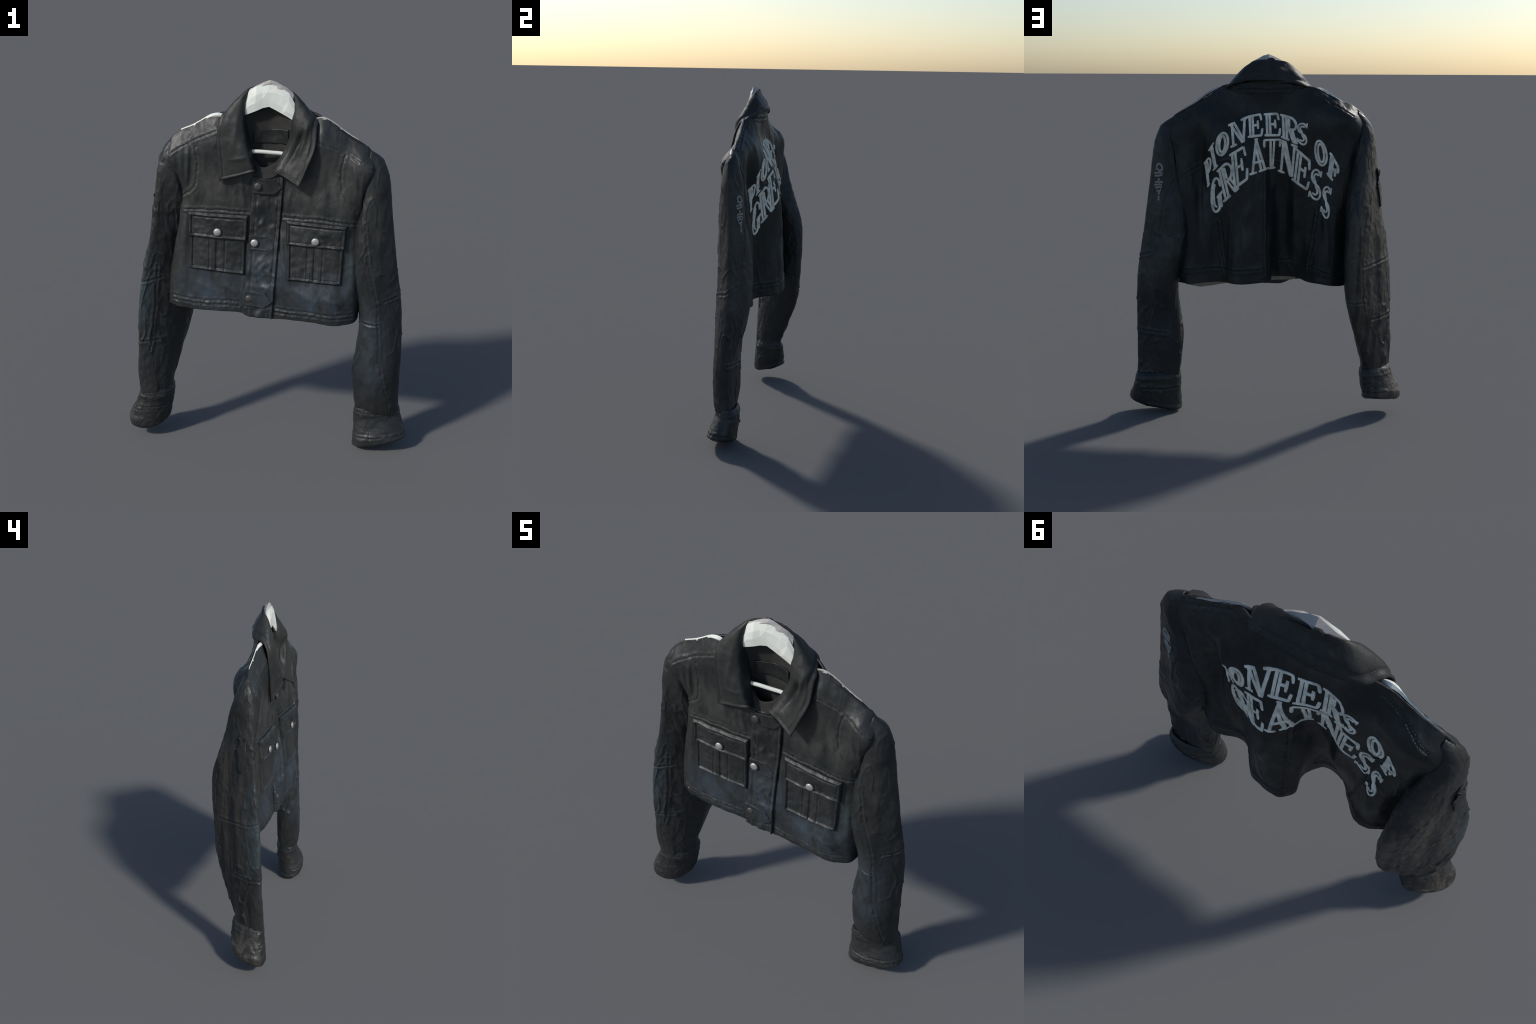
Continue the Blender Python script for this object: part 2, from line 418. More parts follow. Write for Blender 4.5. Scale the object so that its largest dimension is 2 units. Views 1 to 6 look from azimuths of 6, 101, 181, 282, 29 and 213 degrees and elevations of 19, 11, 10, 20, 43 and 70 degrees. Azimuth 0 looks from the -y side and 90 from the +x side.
# ----- folds and seams of the back
BS = Skin(back, False, (0, 1, 0))
BS.seam([(.440, 1.362), (.35, 1.402), (.22, 1.428), (.0, 1.445), (-.20, 1.430), (-.42, 1.395)], 1)
BS.seam([(.005, 1.39), (.002, 1.15), (.0, .83)], 1, welt=.003)
BS.seam([(.255, 1.10), (.245, .95), (.215, .82)], 1, welt=.003)
BS.seam([(-.305, 1.36), (-.285, 1.15), (-.235, .85)], 1, welt=.003)
BS.seam([(.44, .835), (.30, .845), (.17, .850), (.05, .862), (-.0, .868)], 1, (0,), welt=.0025)
BS.seam([(-.06, .885), (-.17, .88), (-.24, .86), (-.33, .835), (-.43, .82)], 1, (0,), welt=.0025)
BS.seam([(.47, 1.665), (.34, 1.745), (.26, 1.79)], 1, welt=.002)
BS.seam([(-.27, 1.795), (-.36, 1.745), (-.47, 1.675)], 1, welt=.002)
BS.seam([(.215, 1.820), (.12, 1.815), (.0, 1.812), (-.12, 1.815), (-.205, 1.825)], 1, welt=.003)
def back_folds(P):
    d = .005 * fbm(P, (8, 8, 3.5), 2, 5.2) + .0020 * fbm(P, (22, 22, 9), 2, 2.3) + wrinkles(P, (9, 9, 3), .003, 6.1)
    drape = crease(P, (.075, 1.22), (.11, 1.08), .016, .010) + crease(P, (.11, 1.08), (.10, .90), .016, .008)
    drape += crease(P, (.33, 1.28), (.29, .90), .02, .010) + crease(P, (.40, 1.32), (.37, .95), .022, .008)
    drape += crease(P, (-.16, 1.24), (-.17, .90), .02, .008) + crease(P, (-.32, 1.25), (-.34, .90), .018, .010)
    drape += crease(P, (.40, 1.60), (.38, 1.40), .02, .006) + crease(P, (.28, 1.70), (.31, 1.45), .02, .005)
    return d + 1.25 * drape
BS.press(back_folds)
back = BS.G
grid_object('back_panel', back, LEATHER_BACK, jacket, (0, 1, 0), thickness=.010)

# ------------------------------------------------------------------ sleeves
# (outer (x, z), inner (x, z), front y, back y, slant, taper, bow): each ring
# lies in the plane through its outer and inner point; slant leans the flattened
# oval, taper thins its outer side, bow pushes its middle backward.
SLEEVE_L = [
 ((.500,1.665),(.470,1.36),-.112,-.026,0,0,0),((.545,1.642),(.452,1.31),-.124,-.008,.05,.1,0),((.580,1.604),(.438,1.27),-.130,.000,.05,.15,0),
 ((.602,1.542),(.428,1.23),-.132,.004,.05,.25,-.004),((.616,1.450),(.420,1.17),-.130,.014,.02,.35,-.010),((.631,1.320),(.416,1.10),-.127,.030,-.02,.5,-.014),
 ((.650,1.170),(.420,1.02),-.124,.042,-.04,.55,-.016),((.677,1.010),(.432,.93),-.120,.050,-.04,.55,-.014),((.699,.870),(.462,.85),-.119,.046,-.02,.55,-.010),
 ((.712,.75),(.482,.75),-.124,.038,.02,.48,-.008),((.720,.60),(.472,.60),-.127,.012,.02,.45,-.014),((.722,.50),(.467,.50),-.124,.010,.02,.32,-.022),
 ((.721,.40),(.465,.40),-.122,.014,.02,.25,-.026),((.720,.30),(.471,.30),-.120,.012,.02,.2,-.026),((.724,.22),(.483,.22),-.118,-.004,.1,0,-.012),((.722,.19),(.488,.19),-.114,-.014,.2,0,-.004)]
SLEEVE_R = [
 ((-.500,1.702),(-.470,1.38),-.068,.012,0,0,0),((-.545,1.668),(-.455,1.34),-.094,.040,.1,0,0),((-.580,1.610),(-.445,1.30),-.105,.064,.25,0,.006),
 ((-.597,1.540),(-.440,1.25),-.106,.088,.45,.05,.008),((-.608,1.440),(-.436,1.19),-.106,.114,.58,.1,.014),((-.625,1.300),(-.434,1.12),-.114,.140,.64,.15,.024),
 ((-.648,1.150),(-.432,1.04),-.127,.154,.72,.2,.024),((-.674,1.000),(-.430,.95),-.138,.154,.77,.28,.018),((-.692,.870),(-.430,.86),-.147,.152,.80,.3,.012),
 ((-.702,.75),(-.434,.75),-.153,.149,.81,.3,.010),((-.706,.62),(-.454,.62),-.158,.136,.80,.28,.008),((-.709,.50),(-.484,.50),-.161,.100,.78,.28,.000),
 ((-.710,.40),(-.510,.40),-.163,.066,.70,.22,.0),((-.706,.30),(-.534,.30),-.161,.030,.52,.15,.0),((-.706,.25),(-.535,.25),-.156,.024,.45,.1,0),((-.705,.22),(-.537,.22),-.152,.020,.4,0,0)]
CUFF_L = [
 ((.722,.243),(.485,.243),-.124,-.006,.3,0,0),((.727,.230),(.480,.230),-.128,.006,.3,0,0),((.736,.185),(.479,.182),-.134,.010,.25,0,0),((.751,.132),(.482,.128),-.148,.006,.2,0,0),
 ((.767,.078),(.480,.070),-.168,-.002,.15,0,0),((.765,.048),(.483,.042),-.162,-.010,.1,0,0),((.752,.040),(.495,.036),-.150,-.020,.1,0,0)]
CUFF_R = [
 ((-.700,.285),(-.532,.285),-.150,.026,.5,.1,0),((-.706,.270),(-.527,.270),-.154,.034,.45,.1,0),((-.728,.215),(-.531,.212),-.160,.040,.42,.15,0),((-.754,.165),(-.539,.160),-.168,.040,.38,.15,0),
 ((-.768,.126),(-.546,.118),-.172,.040,.35,.1,0),((-.761,.096),(-.553,.088),-.166,.038,.35,.1,0),((-.746,.086),(-.567,.080),-.156,.030,.3,0,0)]

def tube(stations, rows, cols, tilt=None, square=1.0):
    S = np.array([(*o, *i, *rest) for o, i, *rest in stations], float)
    kn = chord(np.stack([(S[:, 0] + S[:, 2]) / 2, (S[:, 1] + S[:, 3]) / 2, (S[:, 4] + S[:, 5]) / 2], 1))
    Q = catmull(S, kn, np.linspace(0, kn[-1], rows))
    th = np.linspace(0, 2 * math.pi, cols, endpoint=False)
    c = np.sign(np.cos(th)) * np.abs(np.cos(th))**square; s = np.sign(np.sin(th)) * np.abs(np.sin(th))**square
    sx = np.sign(S[-1, 0] - S[-1, 2])            # which way is outward
    G = np.zeros((rows, cols, 3))
    for i, (xo, zo, xi, zi, yf, yb, r, k, bow) in enumerate(Q):
        cx, cz, cy, ey = (xo + xi) / 2, (zo + zi) / 2, (yf + yb) / 2, (yb - yf) / 2
        out = sx * c                              # +1 at the outer edge
        G[i, :, 0] = cx + (xo - xi) / 2 * out
        G[i, :, 2] = cz + (zo - zi) / 2 * out
        G[i, :, 1] = cy + ey * (r * c + math.sqrt(max(0, 1 - r * r)) * s * (1 - k * out)) + bow * (1 - out**2)
        if tilt is not None:
            f, tx, ty = tilt(i / (rows - 1))
            G[i, :, 2] += f * (tx * (G[i, :, 0] - cx) + ty * (G[i, :, 1] - cy))
    return G

def tube_out(G):
    C = G.mean(axis=1, keepdims=True)
    return G - C

class SleeveSkin(Skin):
    def __init__(self, G):
        super().__init__(G, True, tube_out(G))
        self.cz = G.mean(axis=1)
    def axis_at(self, z):
        o = np.argsort(self.cz[:, 2]); Z = self.cz[o, 2]
        return np.array([np.interp(z, Z, self.cz[o, 0]), np.interp(z, Z, self.cz[o, 1]), z])

def sleeve_folds(seed, rough):
    def fn(P):
        z = P[:, 2]
        d = .0060 * fbm(P, (10, 10, 2.6), 2, seed) + .0025 * fbm(P, (16, 16, 9), 2, seed + 4) - .002
        d += rough * fbm(P, (42, 42, 22), 2, seed + 9)
        # lengthwise creases where the leather gathers towards the cuff
        d += wrinkles(P, (12, 12, 5), .009, seed + 2) * np.clip((1.0 - z) / .5, .45, 1)
        return d * np.clip((1.72 - z) / .12, 0, 1)
    return fn

def build_sleeve(stations, cuff_stations, mat, seams, cuff_seams, tilt, seed, rough):
    S = SleeveSkin(tube(stations, 300, 150, square=.92))
    for args in seams: S.seam(**args)
    S.press(sleeve_folds(seed, rough))
    sleeve = grid_object('sleeve', S.G, mat, jacket, tube_out(S.G), True, .008)
    C = SleeveSkin(tube(cuff_stations, 70, 150, tilt, .9))
    for args in cuff_seams: C.seam(**args)
    C.press(lambda P: .0035 * fbm(P, (14, 14, 20), 3, seed + 1) + rough * .6 * fbm(P, (50, 50, 50), 2, seed))
    cuff = grid_object('cuff', C.G, mat, sleeve, tube_out(C.G), True, .010)
    return S, C, sleeve, cuff

def ring(stations, z, a0, a1, n=24, dz=0.0):
    """Points round a sleeve at height z between two girth angles."""
    G = tube(stations, 300, 180, None, .92); out = []
    for k in range(n):
        f = k / (n - 1); col = G[:, int(round((a0 + (a1 - a0) * f) / 2)) % 180]
        o = np.argsort(col[:, 2]); zz = z + dz * f
        out.append(tuple(np.interp(zz, col[o, 2], col[o, a]) for a in range(3)))
    return out

# wearer's left sleeve (+x); girth angles: 0 = +x, 90 = +y (back), 270 = front
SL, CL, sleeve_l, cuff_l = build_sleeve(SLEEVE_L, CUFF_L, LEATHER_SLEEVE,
    [dict(P=[(.492,-.13,1.29),(.512,-.14,1.11),(.540,-.14,.99),(.569,-.135,.866)], axis=-1),
     dict(P=[(.569,-.135,.866),(.585,-.14,.70),(.605,-.14,.50),(.640,-.14,.35),(.668,-.14,.235)], axis=-1, rows=(.007,)),
     dict(P=ring(SLEEVE_L, .868, -75, 60, dz=.06)),
     dict(P=ring(SLEEVE_L, .745, 265, 180), rows=(), welt=.003),
     dict(P=ring(SLEEVE_L, .49, 20, 110, dz=-.02), welt=.003),
     dict(P=[(.49,.03,1.33),(.54,.04,1.22),(.575,.05,1.05)], axis=1, welt=.003),
     dict(P=[(.60,0,.47),(.60,0,.35),(.605,0,.25)], axis=1, welt=.003)],
    [dict(P=ring(CUFF_L, .218, 0, 359, 40), rows=(0,), welt=.0008),
     dict(P=[(x, y, z + .10 * (x - .63)) for x, y, z in ring(CUFF_L, .108, 180, 360, 30)], rows=(0,), welt=.0008),
     dict(P=[(x, y, z + .10 * (x - .63)) for x, y, z in ring(CUFF_L, .090, 180, 360, 30)], rows=(0,), welt=.0008),
     dict(P=[(x, y, z) for x, y, z in ring(CUFF_L, .15, 60, 150, 20)], rows=(), welt=.003),
     dict(P=[(.66,.0,.205),(.655,.0,.14),(.65,0,.07)], axis=1, rows=(), welt=.003)],
    lambda f: (f, .22 , -.05), 11.0, .0015)
# wearer's right sleeve (-x)
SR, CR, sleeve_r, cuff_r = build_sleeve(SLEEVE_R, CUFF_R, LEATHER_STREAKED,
    [dict(P=ring(SLEEVE_R, .93, 262, 80, 40, dz=-.05)),
     dict(P=ring(SLEEVE_R, .575, 268, 90, 40, dz=.0), rows=(0,), welt=.0022),
     dict(P=[(-.55,.12,1.20),(-.53,.14,1.02),(-.525,.15,.88),(-.535,.13,.70),(-.555,.10,.55)], axis=1),
     dict(P=[(-.60,-.15,1.00),(-.612,-.15,.80),(-.63,-.15,.60),(-.64,-.15,.52)], axis=-1, welt=.003),
     dict(P=ring(SLEEVE_R, .685, 20, 75), rows=(), welt=.003)],
    [dict(P=ring(CUFF_R, .255, 0, 359, 40), rows=(0,), welt=.0008),
     dict(P=ring(CUFF_R, .185, 180, 330, 30), rows=(0,), welt=.0008),
     dict(P=ring(CUFF_R, .168, 180, 330, 30), rows=(0,), welt=.0008),
     dict(P=ring(CUFF_R, .150, 30, 100, 20), rows=(), welt=.003)],
    lambda f: (f, .05, .30), 23.0, .0022)

# ------------------------------------------------------- pieces on the front
fb = BVHTree.FromPolygons([tuple(map(float, p)) for p in front.reshape(-1, 3)], grid_faces(*front.shape[:2]))
bb = BVHTree.FromPolygons([tuple(map(float, p)) for p in back.reshape(-1, 3)], grid_faces(*back.shape[:2]))
def on_body(x, z, side):
    b = fb if side < 0 else bb
    h, n, _, _ = b.ray_cast(Vector((x, side * 1.0, z)), Vector((0, -side, 0)))
    if h is None:
        h, n, _, _ = b.find_nearest(Vector((x, side * .1, z)))
    n = Vector(n)
    if n.y * side < 0: n = -n
    return np.array(h), np.array(n)

def applique(name, corners, nu, nv, height, mat, parent, side=-1, smooth_base=5):
    """A stitched-on piece: a patch of the body surface raised by height(u, v)
    (u across, v up, both 0..1; metres). corners: TL, TR, BR, BL as (x, z)."""
    tl, tr, br, bl = map(np.array, corners)
    B = np.zeros((nv, nu, 3)); H = np.zeros((nv, nu)); Nn = np.zeros((nv, nu, 3))
    for i in range(nv):
        v = 1 - i / (nv - 1)
        for j in range(nu):
            u = j / (nu - 1)
            q = (bl * (1 - u) + br * u) * (1 - v) + (tl * (1 - u) + tr * u) * v
            B[i, j], Nn[i, j] = on_body(q[0], q[1], side)
            H[i, j] = height(u, v)
    for _ in range(smooth_base):       # leather pieces bridge small dents
        B[1:-1, 1:-1, 1] = (B[:-2, 1:-1, 1] + B[2:, 1:-1, 1] + B[1:-1, :-2, 1] + B[1:-1, 2:, 1]) / 4
    n = np.array([0, side, 0.0])
    top = B + n * H[..., None]
    rim = np.array([0, -side * .006, 0.0])
    V = list(top.reshape(-1, 3)); F = grid_faces(nv, nu)
    edge = [(0, j) for j in range(nu)] + [(i, nu - 1) for i in range(1, nv)] + \
           [(nv - 1, j) for j in range(nu - 2, -1, -1)] + [(i, 0) for i in range(nv - 2, 0, -1)]
    base = len(V)
    V += [B[e] + rim for e in edge]
    for k in range(len(edge)):
        a = edge[k][0] * nu + edge[k][1]; k2 = (k + 1) % len(edge); b = edge[k2][0] * nu + edge[k2][1]
        F.append((b, a, base + k, base + k2))
    F.append(tuple(range(base, base + len(edge)))[::-1])
    ob = make_object(name, V, F, mat, parent)
    bm = bmesh.new(); bm.from_mesh(ob.data); bmesh.ops.recalc_face_normals(bm, faces=bm.faces); bm.to_mesh(ob.data); bm.free()
    ob.data.polygons.foreach_set('use_smooth', [True] * len(ob.data.polygons))
    S = type('Piece', (), {})(); S.B, S.top, S.n = B, top, n
    return ob, S

def g(d, w): return math.exp(-(d / w)**2)
def rim_round(u, v, w, h, r=.010):
    e = min(u * w, (1 - u) * w, v * h, (1 - v) * h)
    return min(1.0, math.sqrt(max(0.0, 1 - (1 - min(1, e / r))**2)) * .75 + .25), e

def piece_stitch(S, pts):
    """Row of stitches on an applique, along (u, v) points."""
    nv, nu = S.top.shape[:2]
    P = np.array([[u, v] for u, v in pts])
    world = np.array([S.top[int(round((1 - v) * (nv - 1))), int(round(u * (nu - 1)))] for u, v in P])
    c = chord(world)
    n = max(2, int(c[-1] / .0125))
    for k in range(n):
        f = (k + .5) / n * c[-1]
        u = np.interp(f, c, P[:, 0]); v = np.interp(f, c, P[:, 1])
        i = int(round((1 - v) * (nv - 1))); j = int(round(u * (nu - 1)))
        uu = np.interp(f + .006, c, P[:, 0]); vv = np.interp(f + .006, c, P[:, 1])
        t = np.array([uu - u, 0, vv - v]);
        if np.linalg.norm(t) < 1e-9: t = np.array([1e-6, 0, 1.0])
        t = np.array([t[0] * .3, 0, t[2] * .3])
        add_stitch(S.top[i, j], t, S.n)

def pocket(corners, flap_h, button_uv, phase):
    w = np.linalg.norm(np.array(corners[1]) - corners[0]); h = np.linalg.norm(np.array(corners[0]) - corners[3])
    def body(u, v):
        k, e = rim_round(u, v, w, h)
        y = .009 * k + .005 * g(e - .010, .005) - .004 * g(e - .020, .0035)
        if e > .012:
            for cu, dep in ((.36, .0035), (.485, .006), (.515, .004), (.635, .0035)):
                y -= dep * g((u - cu) * w, .004)
            y += .003 * g((u - .43) * w, .02)
            y += .0040 * noise.noise(Vector((u * 4 + phase, v * 4 + u * 2, 1.3))) + .0022 * noise.noise(Vector((u * 11, v * 11 + phase, 4)))
        return y
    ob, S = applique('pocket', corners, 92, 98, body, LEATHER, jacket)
    m = .024
    for u in (m / w, 1 - m / w): piece_stitch(S, [(u, .62), (u, m / h)])
    piece_stitch(S, [(m / w, m / h), (1 - m / w, m / h)])
    for u in (.335, .41, .565, .66): piece_stitch(S, [(u, .62), (u, .04)])
    tl, tr, br, bl = map(np.array, corners)
    f = flap_h / h
    out = (tr - tl) / w * .006
    fc = [tl - out + (0, .010), tr + out + (0, .010), tr + (br - tr) * f + out, tl + (bl - tl) * f - out]
    def flap(u, v):
        k, e = rim_round(u, v, w, flap_h)
        if v > .8: k = max(k, .75)
        return .019 * k + .004 * g(e - .009, .005) - .0035 * g(e - .020, .0035) + \
            .0045 * noise.noise(Vector((u * 4, v * 2.5 + u, 7 + phase))) + .0022 * noise.noise(Vector((u * 12, v * 6, phase)))
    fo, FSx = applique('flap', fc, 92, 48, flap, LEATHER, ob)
    piece_stitch(FSx, [(m / w, .96), (m / w, m / flap_h), (1 - m / w, m / flap_h), (1 - m / w, .96)])
    return ob, fo, FSx

POCKET_R = [(-.424, 1.297), (-.122, 1.292), (-.130, .974), (-.426, 1.000)]
POCKET_L = [(.090, 1.277), (.392, 1.268), (.382, .960), (.096, .970)]
pr, fr, FPr = pocket(POCKET_R, .122, None, 0.0)
pl, fl, FPl = pocket(POCKET_L, .118, None, 5.0)

def placket_h(u, v):
    w, h = .145, .75
    k, e = rim_round(u, v, w, h, .006)
    y = .010 * k
    y += .004 * g((u - .97) * w, .006) - .003 * g((u - .88) * w, .004)      # bound right edge
    y -= .003 * g((u - .17) * w, .004)
    y += .0070 * noise.noise(Vector((u * 2.2 + v * 6, v * 11 - u * 2.5, 2.2))) + .0030 * noise.noise(Vector((u * 6, v * 26, 9)))
    y += .004 * max(0, 1 - 3 * abs(noise.noise(Vector((u * 2 - v * 7, v * 9 + u * 2, 5)))))
    # crumpled folds below the middle button
    y += .006 * math.sin((v * 34 + u * 2.4)) * g(v - .25, .09) * math.sin(math.pi * u) * .6
    return y
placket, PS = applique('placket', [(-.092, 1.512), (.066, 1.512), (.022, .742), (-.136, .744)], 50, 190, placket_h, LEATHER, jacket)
piece_stitch(PS, [(.17, .98), (.17, .02)]); piece_stitch(PS, [(.90, .98), (.90, .02)])
piece_stitch(PS, [(.05, .075), (.95, .075)])

def tab(cx, cz, length, half, slope):
    """Short strap with a pointed end under a button."""
    V, F = [], []
    outline = []
    for x, z in ((-.030, -half), (length - half, -half), (length, 0), (length - half, half), (-.030, half)):
        outline.append((cx + x, cz + z + slope * x))
    o = np.array(outline + [outline[0]]); k = chord(o); f = np.arange(0, k[-1], .006)
    pts = np.stack([np.interp(f, k, o[:, a]) for a in (0, 1)], 1)
    c = pts.mean(0); rings = []
    for s, hgt in ((1.0, .004), (1.0, .0175), (.95, .0195), (.86, .0178), (.5, .0190), (.15, .0190)):
        r = []
        for p in pts:
            q = c + (p - c) * s
            h, n = on_body(q[0], q[1], -1)
            r.append(len(V)); V.append(h + np.array([0, -hgt, 0]))
        rings.append(r)
    for a, b in zip(rings[:-1], rings[1:]):
        for k in range(len(pts)):
            k2 = (k + 1) % len(pts); F.append((a[k], a[k2], b[k2], b[k]))
    F.append(tuple(rings[-1]))
    ob = make_object('tab', V, F, LEATHER, placket)
    bm = bmesh.new(); bm.from_mesh(ob.data); bmesh.ops.recalc_face_normals(bm, faces=bm.faces); bm.to_mesh(ob.data); bm.free()
    return ob
tab(-.066, 1.463, .125, .040, -.05)
tab(-.080, 1.158, .105, .038, -.05)
tab(-.103, .851, .125, .040, -.10)

def button(name, x, y, z, r, mat, parent, tilt=0.0):
    prof = [(0, .0085), (.45, .0080), (.80, .0062), (.94, .0040), (1.0, .0012), (.97, -.002), (.55, -.004), (.5, -.016)]
    V, F = [], []; n = 28
    for k, (rr, hh) in enumerate(prof):
        for j in range(n):
            a = 2 * math.pi * j / n
            V.append((x + r * rr * math.cos(a), y - hh, z + r * rr * math.sin(a)))
    for k in range(len(prof) - 1):
        for j in range(n):
            j2 = (j + 1) % n
            F.append((k * n + j, k * n + j2, (k + 1) * n + j2, (k + 1) * n + j))
    return make_object(name, V, F, mat, parent)
def face_y(bv_top, x, z):
    d = np.abs(bv_top[..., 0] - x) + np.abs(bv_top[..., 2] - z)
    return bv_top[np.unravel_index(d.argmin(), d.shape)][1]
for x, z, mat in ((-.066, 1.463, DARK_STEEL), (-.079, 1.160, STEEL), (-.103, .851, DARK_STEEL)):
    button('button', x, face_y(PS.top, x, z) - .012, z, .0205, mat, placket)
button('button', -.275, face_y(FPr.top, -.275, 1.209) - .006, 1.209, .0205, STEEL, fr)
button('button', .239, face_y(FPl.top, .239, 1.192) - .006, 1.192, .0205, STEEL, fl)

# ------------------------------------------------------------------- collar
# stations run from the wearer's right front point round the neck to the left;
# each: foot of the stand, roll line, middle of the leaf, outer edge
COLLAR = [
 [(-.080,-.110,1.530),(-.078,-.142,1.545),(-.170,-.140,1.518),(-.266,-.122,1.486)],
 [(-.090,-.095,1.600),(-.108,-.146,1.612),(-.195,-.140,1.592),(-.272,-.118,1.575)],
 [(-.120,-.065,1.720),(-.138,-.120,1.730),(-.215,-.132,1.720),(-.280,-.110,1.690)],
 [(-.138,-.045,1.810),(-.149,-.100,1.825),(-.222,-.116,1.812),(-.275,-.098,1.775)],
 [(-.135,-.010,1.840),(-.140,-.078,1.925),(-.205,-.076,1.885),(-.253,-.060,1.824)],
 [(-.110,.005,1.845),(-.120,-.055,1.956),(-.175,-.030,1.905),(-.220,-.012,1.829)],
 [(-.070,.008,1.845),(-.075,-.040,1.966),(-.095,.000,1.915),(-.115,.016,1.855)],
 [(-.015,.006,1.845),(-.018,-.036,1.972),(-.018,.004,1.918),(-.015,.032,1.862)],
 [(.045,.002,1.845),(.045,-.036,1.966),(.068,.000,1.915),(.090,.026,1.860)],
 [(.080,-.008,1.845),(.084,-.046,1.950),(.135,-.012,1.898),(.192,.004,1.834)],
 [(.096,-.025,1.830),(.112,-.066,1.910),(.172,-.068,1.868),(.226,-.062,1.808)],
 [(.090,-.045,1.760),(.100,-.088,1.785),(.166,-.122,1.785),(.228,-.104,1.768)],
 [(.078,-.065,1.690),(.102,-.092,1.700),(.150,-.118,1.700),(.222,-.134,1.682)],
 [(.045,-.085,1.620),(.066,-.106,1.615),(.110,-.128,1.606),(.190,-.160,1.586)],
 [(.010,-.100,1.552),(.010,-.120,1.553),(.080,-.150,1.520),(.148,-.176,1.484)],
]
cg = loft(COLLAR, 40, 260)       # rows across the leaf, columns round the neck
def collar_relief(P):
    f = (P[:, 1] < -.06)
    d = .0035 * fbm(P, (16, 16, 9), 2, 31) + .0012 * fbm(P, (40, 40, 30), 2, 12)
    # the leaf on the wearer's left is crushed: a hollow beside its roll line
    d -= f * crease(P, (.172, 1.77), (.085, 1.59), .017, .024)
    d += f * crease(P, (.190, 1.82), (.130, 1.62), .012, .013) + f * crease(P, (.20, 1.74), (.17, 1.55), .010, .006)
    d += f * crease(P, (-.17, 1.84), (-.20, 1.62), .014, .005) + f * crease(P, (-.12, 1.62), (-.21, 1.60), .010, .004)
    return d
Nn = grid_normals(cg)
if Nn[20, 130, 1] < 0: Nn = -Nn
edge = np.minimum(1, np.minimum(np.arange(40)[::-1][:, None] / 40 * .16, np.minimum(np.arange(260), np.arange(260)[::-1])[None, :] / 260 * 1.3))
disp = collar_relief(cg.reshape(-1, 3)).reshape(40, 260) + .003 * np.exp(-((edge - .007) / .006)**2) - .0035 * np.exp(-((edge - .019) / .005)**2)
cg = cg + Nn * disp[..., None]
collar = grid_object('collar', cg, LEATHER_COLLAR, jacket, Nn, thickness=.014)
CS = Skin(cg, False, Nn)
def collar_stitch(line):
    for a, b in zip(line[:-1:1], line[1::1]):
        p = (a + b) / 2
        q, n, _, _ = CS.bvh.find_nearest(Vector(p)); n = np.array(n)
        c = np.array([0, -.04, p[2] - .05])
        if n @ (p - c) < 0: n = -n
        add_stitch(p, b - a, n)
collar_stitch(densify(cg[34, 6:254], .0125))
collar_stitch(densify(cg[10:36, 5], .0125)); collar_stitch(densify(cg[10:36, 254], .0125))

# inside of the neck: facing, loop label, front band
facing = loft([[(-.150,-.075,1.84),(-.155,-.080,1.72),(-.165,-.085,1.58),(-.17,-.085,1.46)],
               [(-.110,-.046,1.88),(-.110,-.046,1.74),(-.110,-.044,1.60),(-.11,-.045,1.46)],
               [(-.020,-.028,1.885),(-.020,-.026,1.74),(-.020,-.030,1.60),(-.02,-.035,1.46)],
               [(.070,-.050,1.87),(.075,-.055,1.74),(.075,-.048,1.60),(.08,-.05,1.46)],
               [(.110,-.075,1.83),(.115,-.080,1.72),(.125,-.085,1.58),(.13,-.088,1.46)]], 50, 60)
facing = roughen(facing, lambda P: .004 * fbm(P, (14, 14, 10), 3, 3), False, (0, -1, 0))
grid_object('neck_facing', facing, DARK_LINING, jacket, (0, -1, 0), thickness=.004)
lab = loft([[(-.098,-.052,1.742),(-.095,-.050,1.672)], [(-.03,-.034,1.746),(-.03,-.032,1.674)], [(.03,-.042,1.75),(.03,-.040,1.674)], [(.080,-.066,1.752),(.078,-.062,1.676)]], 16, 40)
lab = roughen(lab, lambda P: .004 * fbm(P, (22, 22, 14), 2, 6), False, (0, -1, 0))
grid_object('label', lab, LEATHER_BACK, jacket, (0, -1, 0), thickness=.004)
band = loft([[(-.095,-.080,1.60),(-.09,-.098,1.535)], [(-.05,-.092,1.560),(-.045,-.106,1.50)], [(.005,-.088,1.575),(.01,-.102,1.51)], [(.055,-.070,1.64),(.065,-.088,1.57)], [(.08,-.055,1.70),(.095,-.078,1.65)]], 14, 50)
grid_object('neck_band', band, DARK_LINING, jacket, (0, -1, 0), thickness=.006)

# ------------------------------------------------------------------ hanger
hanger = bpy.data.objects.new('hanger', None); bpy.context.scene.collection.objects.link(hanger); hanger.parent = jacket
def facet_hull(name, loops, mat, parent, jitter=.0):
    """Skin closed loops of equal length; flat facets."""
    V, F = [], []; n = len(loops[0])
    for lp in loops:
        for p in lp: V.append(np.array(p) + rng.normal(0, jitter, 3))
    for a in range(len(loops) - 1):
        for k in range(n):
            k2 = (k + 1) % n
            F.append((a * n + k, a * n + k2, (a + 1) * n + k2, (a + 1) * n + k))
    F.append(tuple(range(n))[::-1]); F.append(tuple((len(loops) - 1) * n + k for k in range(n)))
    ob = make_object(name, V, F, mat, parent, smooth=False)
    bm = bmesh.new(); bm.from_mesh(ob.data)
    bmesh.ops.triangulate(bm, faces=bm.faces); bmesh.ops.recalc_face_normals(bm, faces=bm.faces)
    bm.to_mesh(ob.data); bm.free()
    return ob
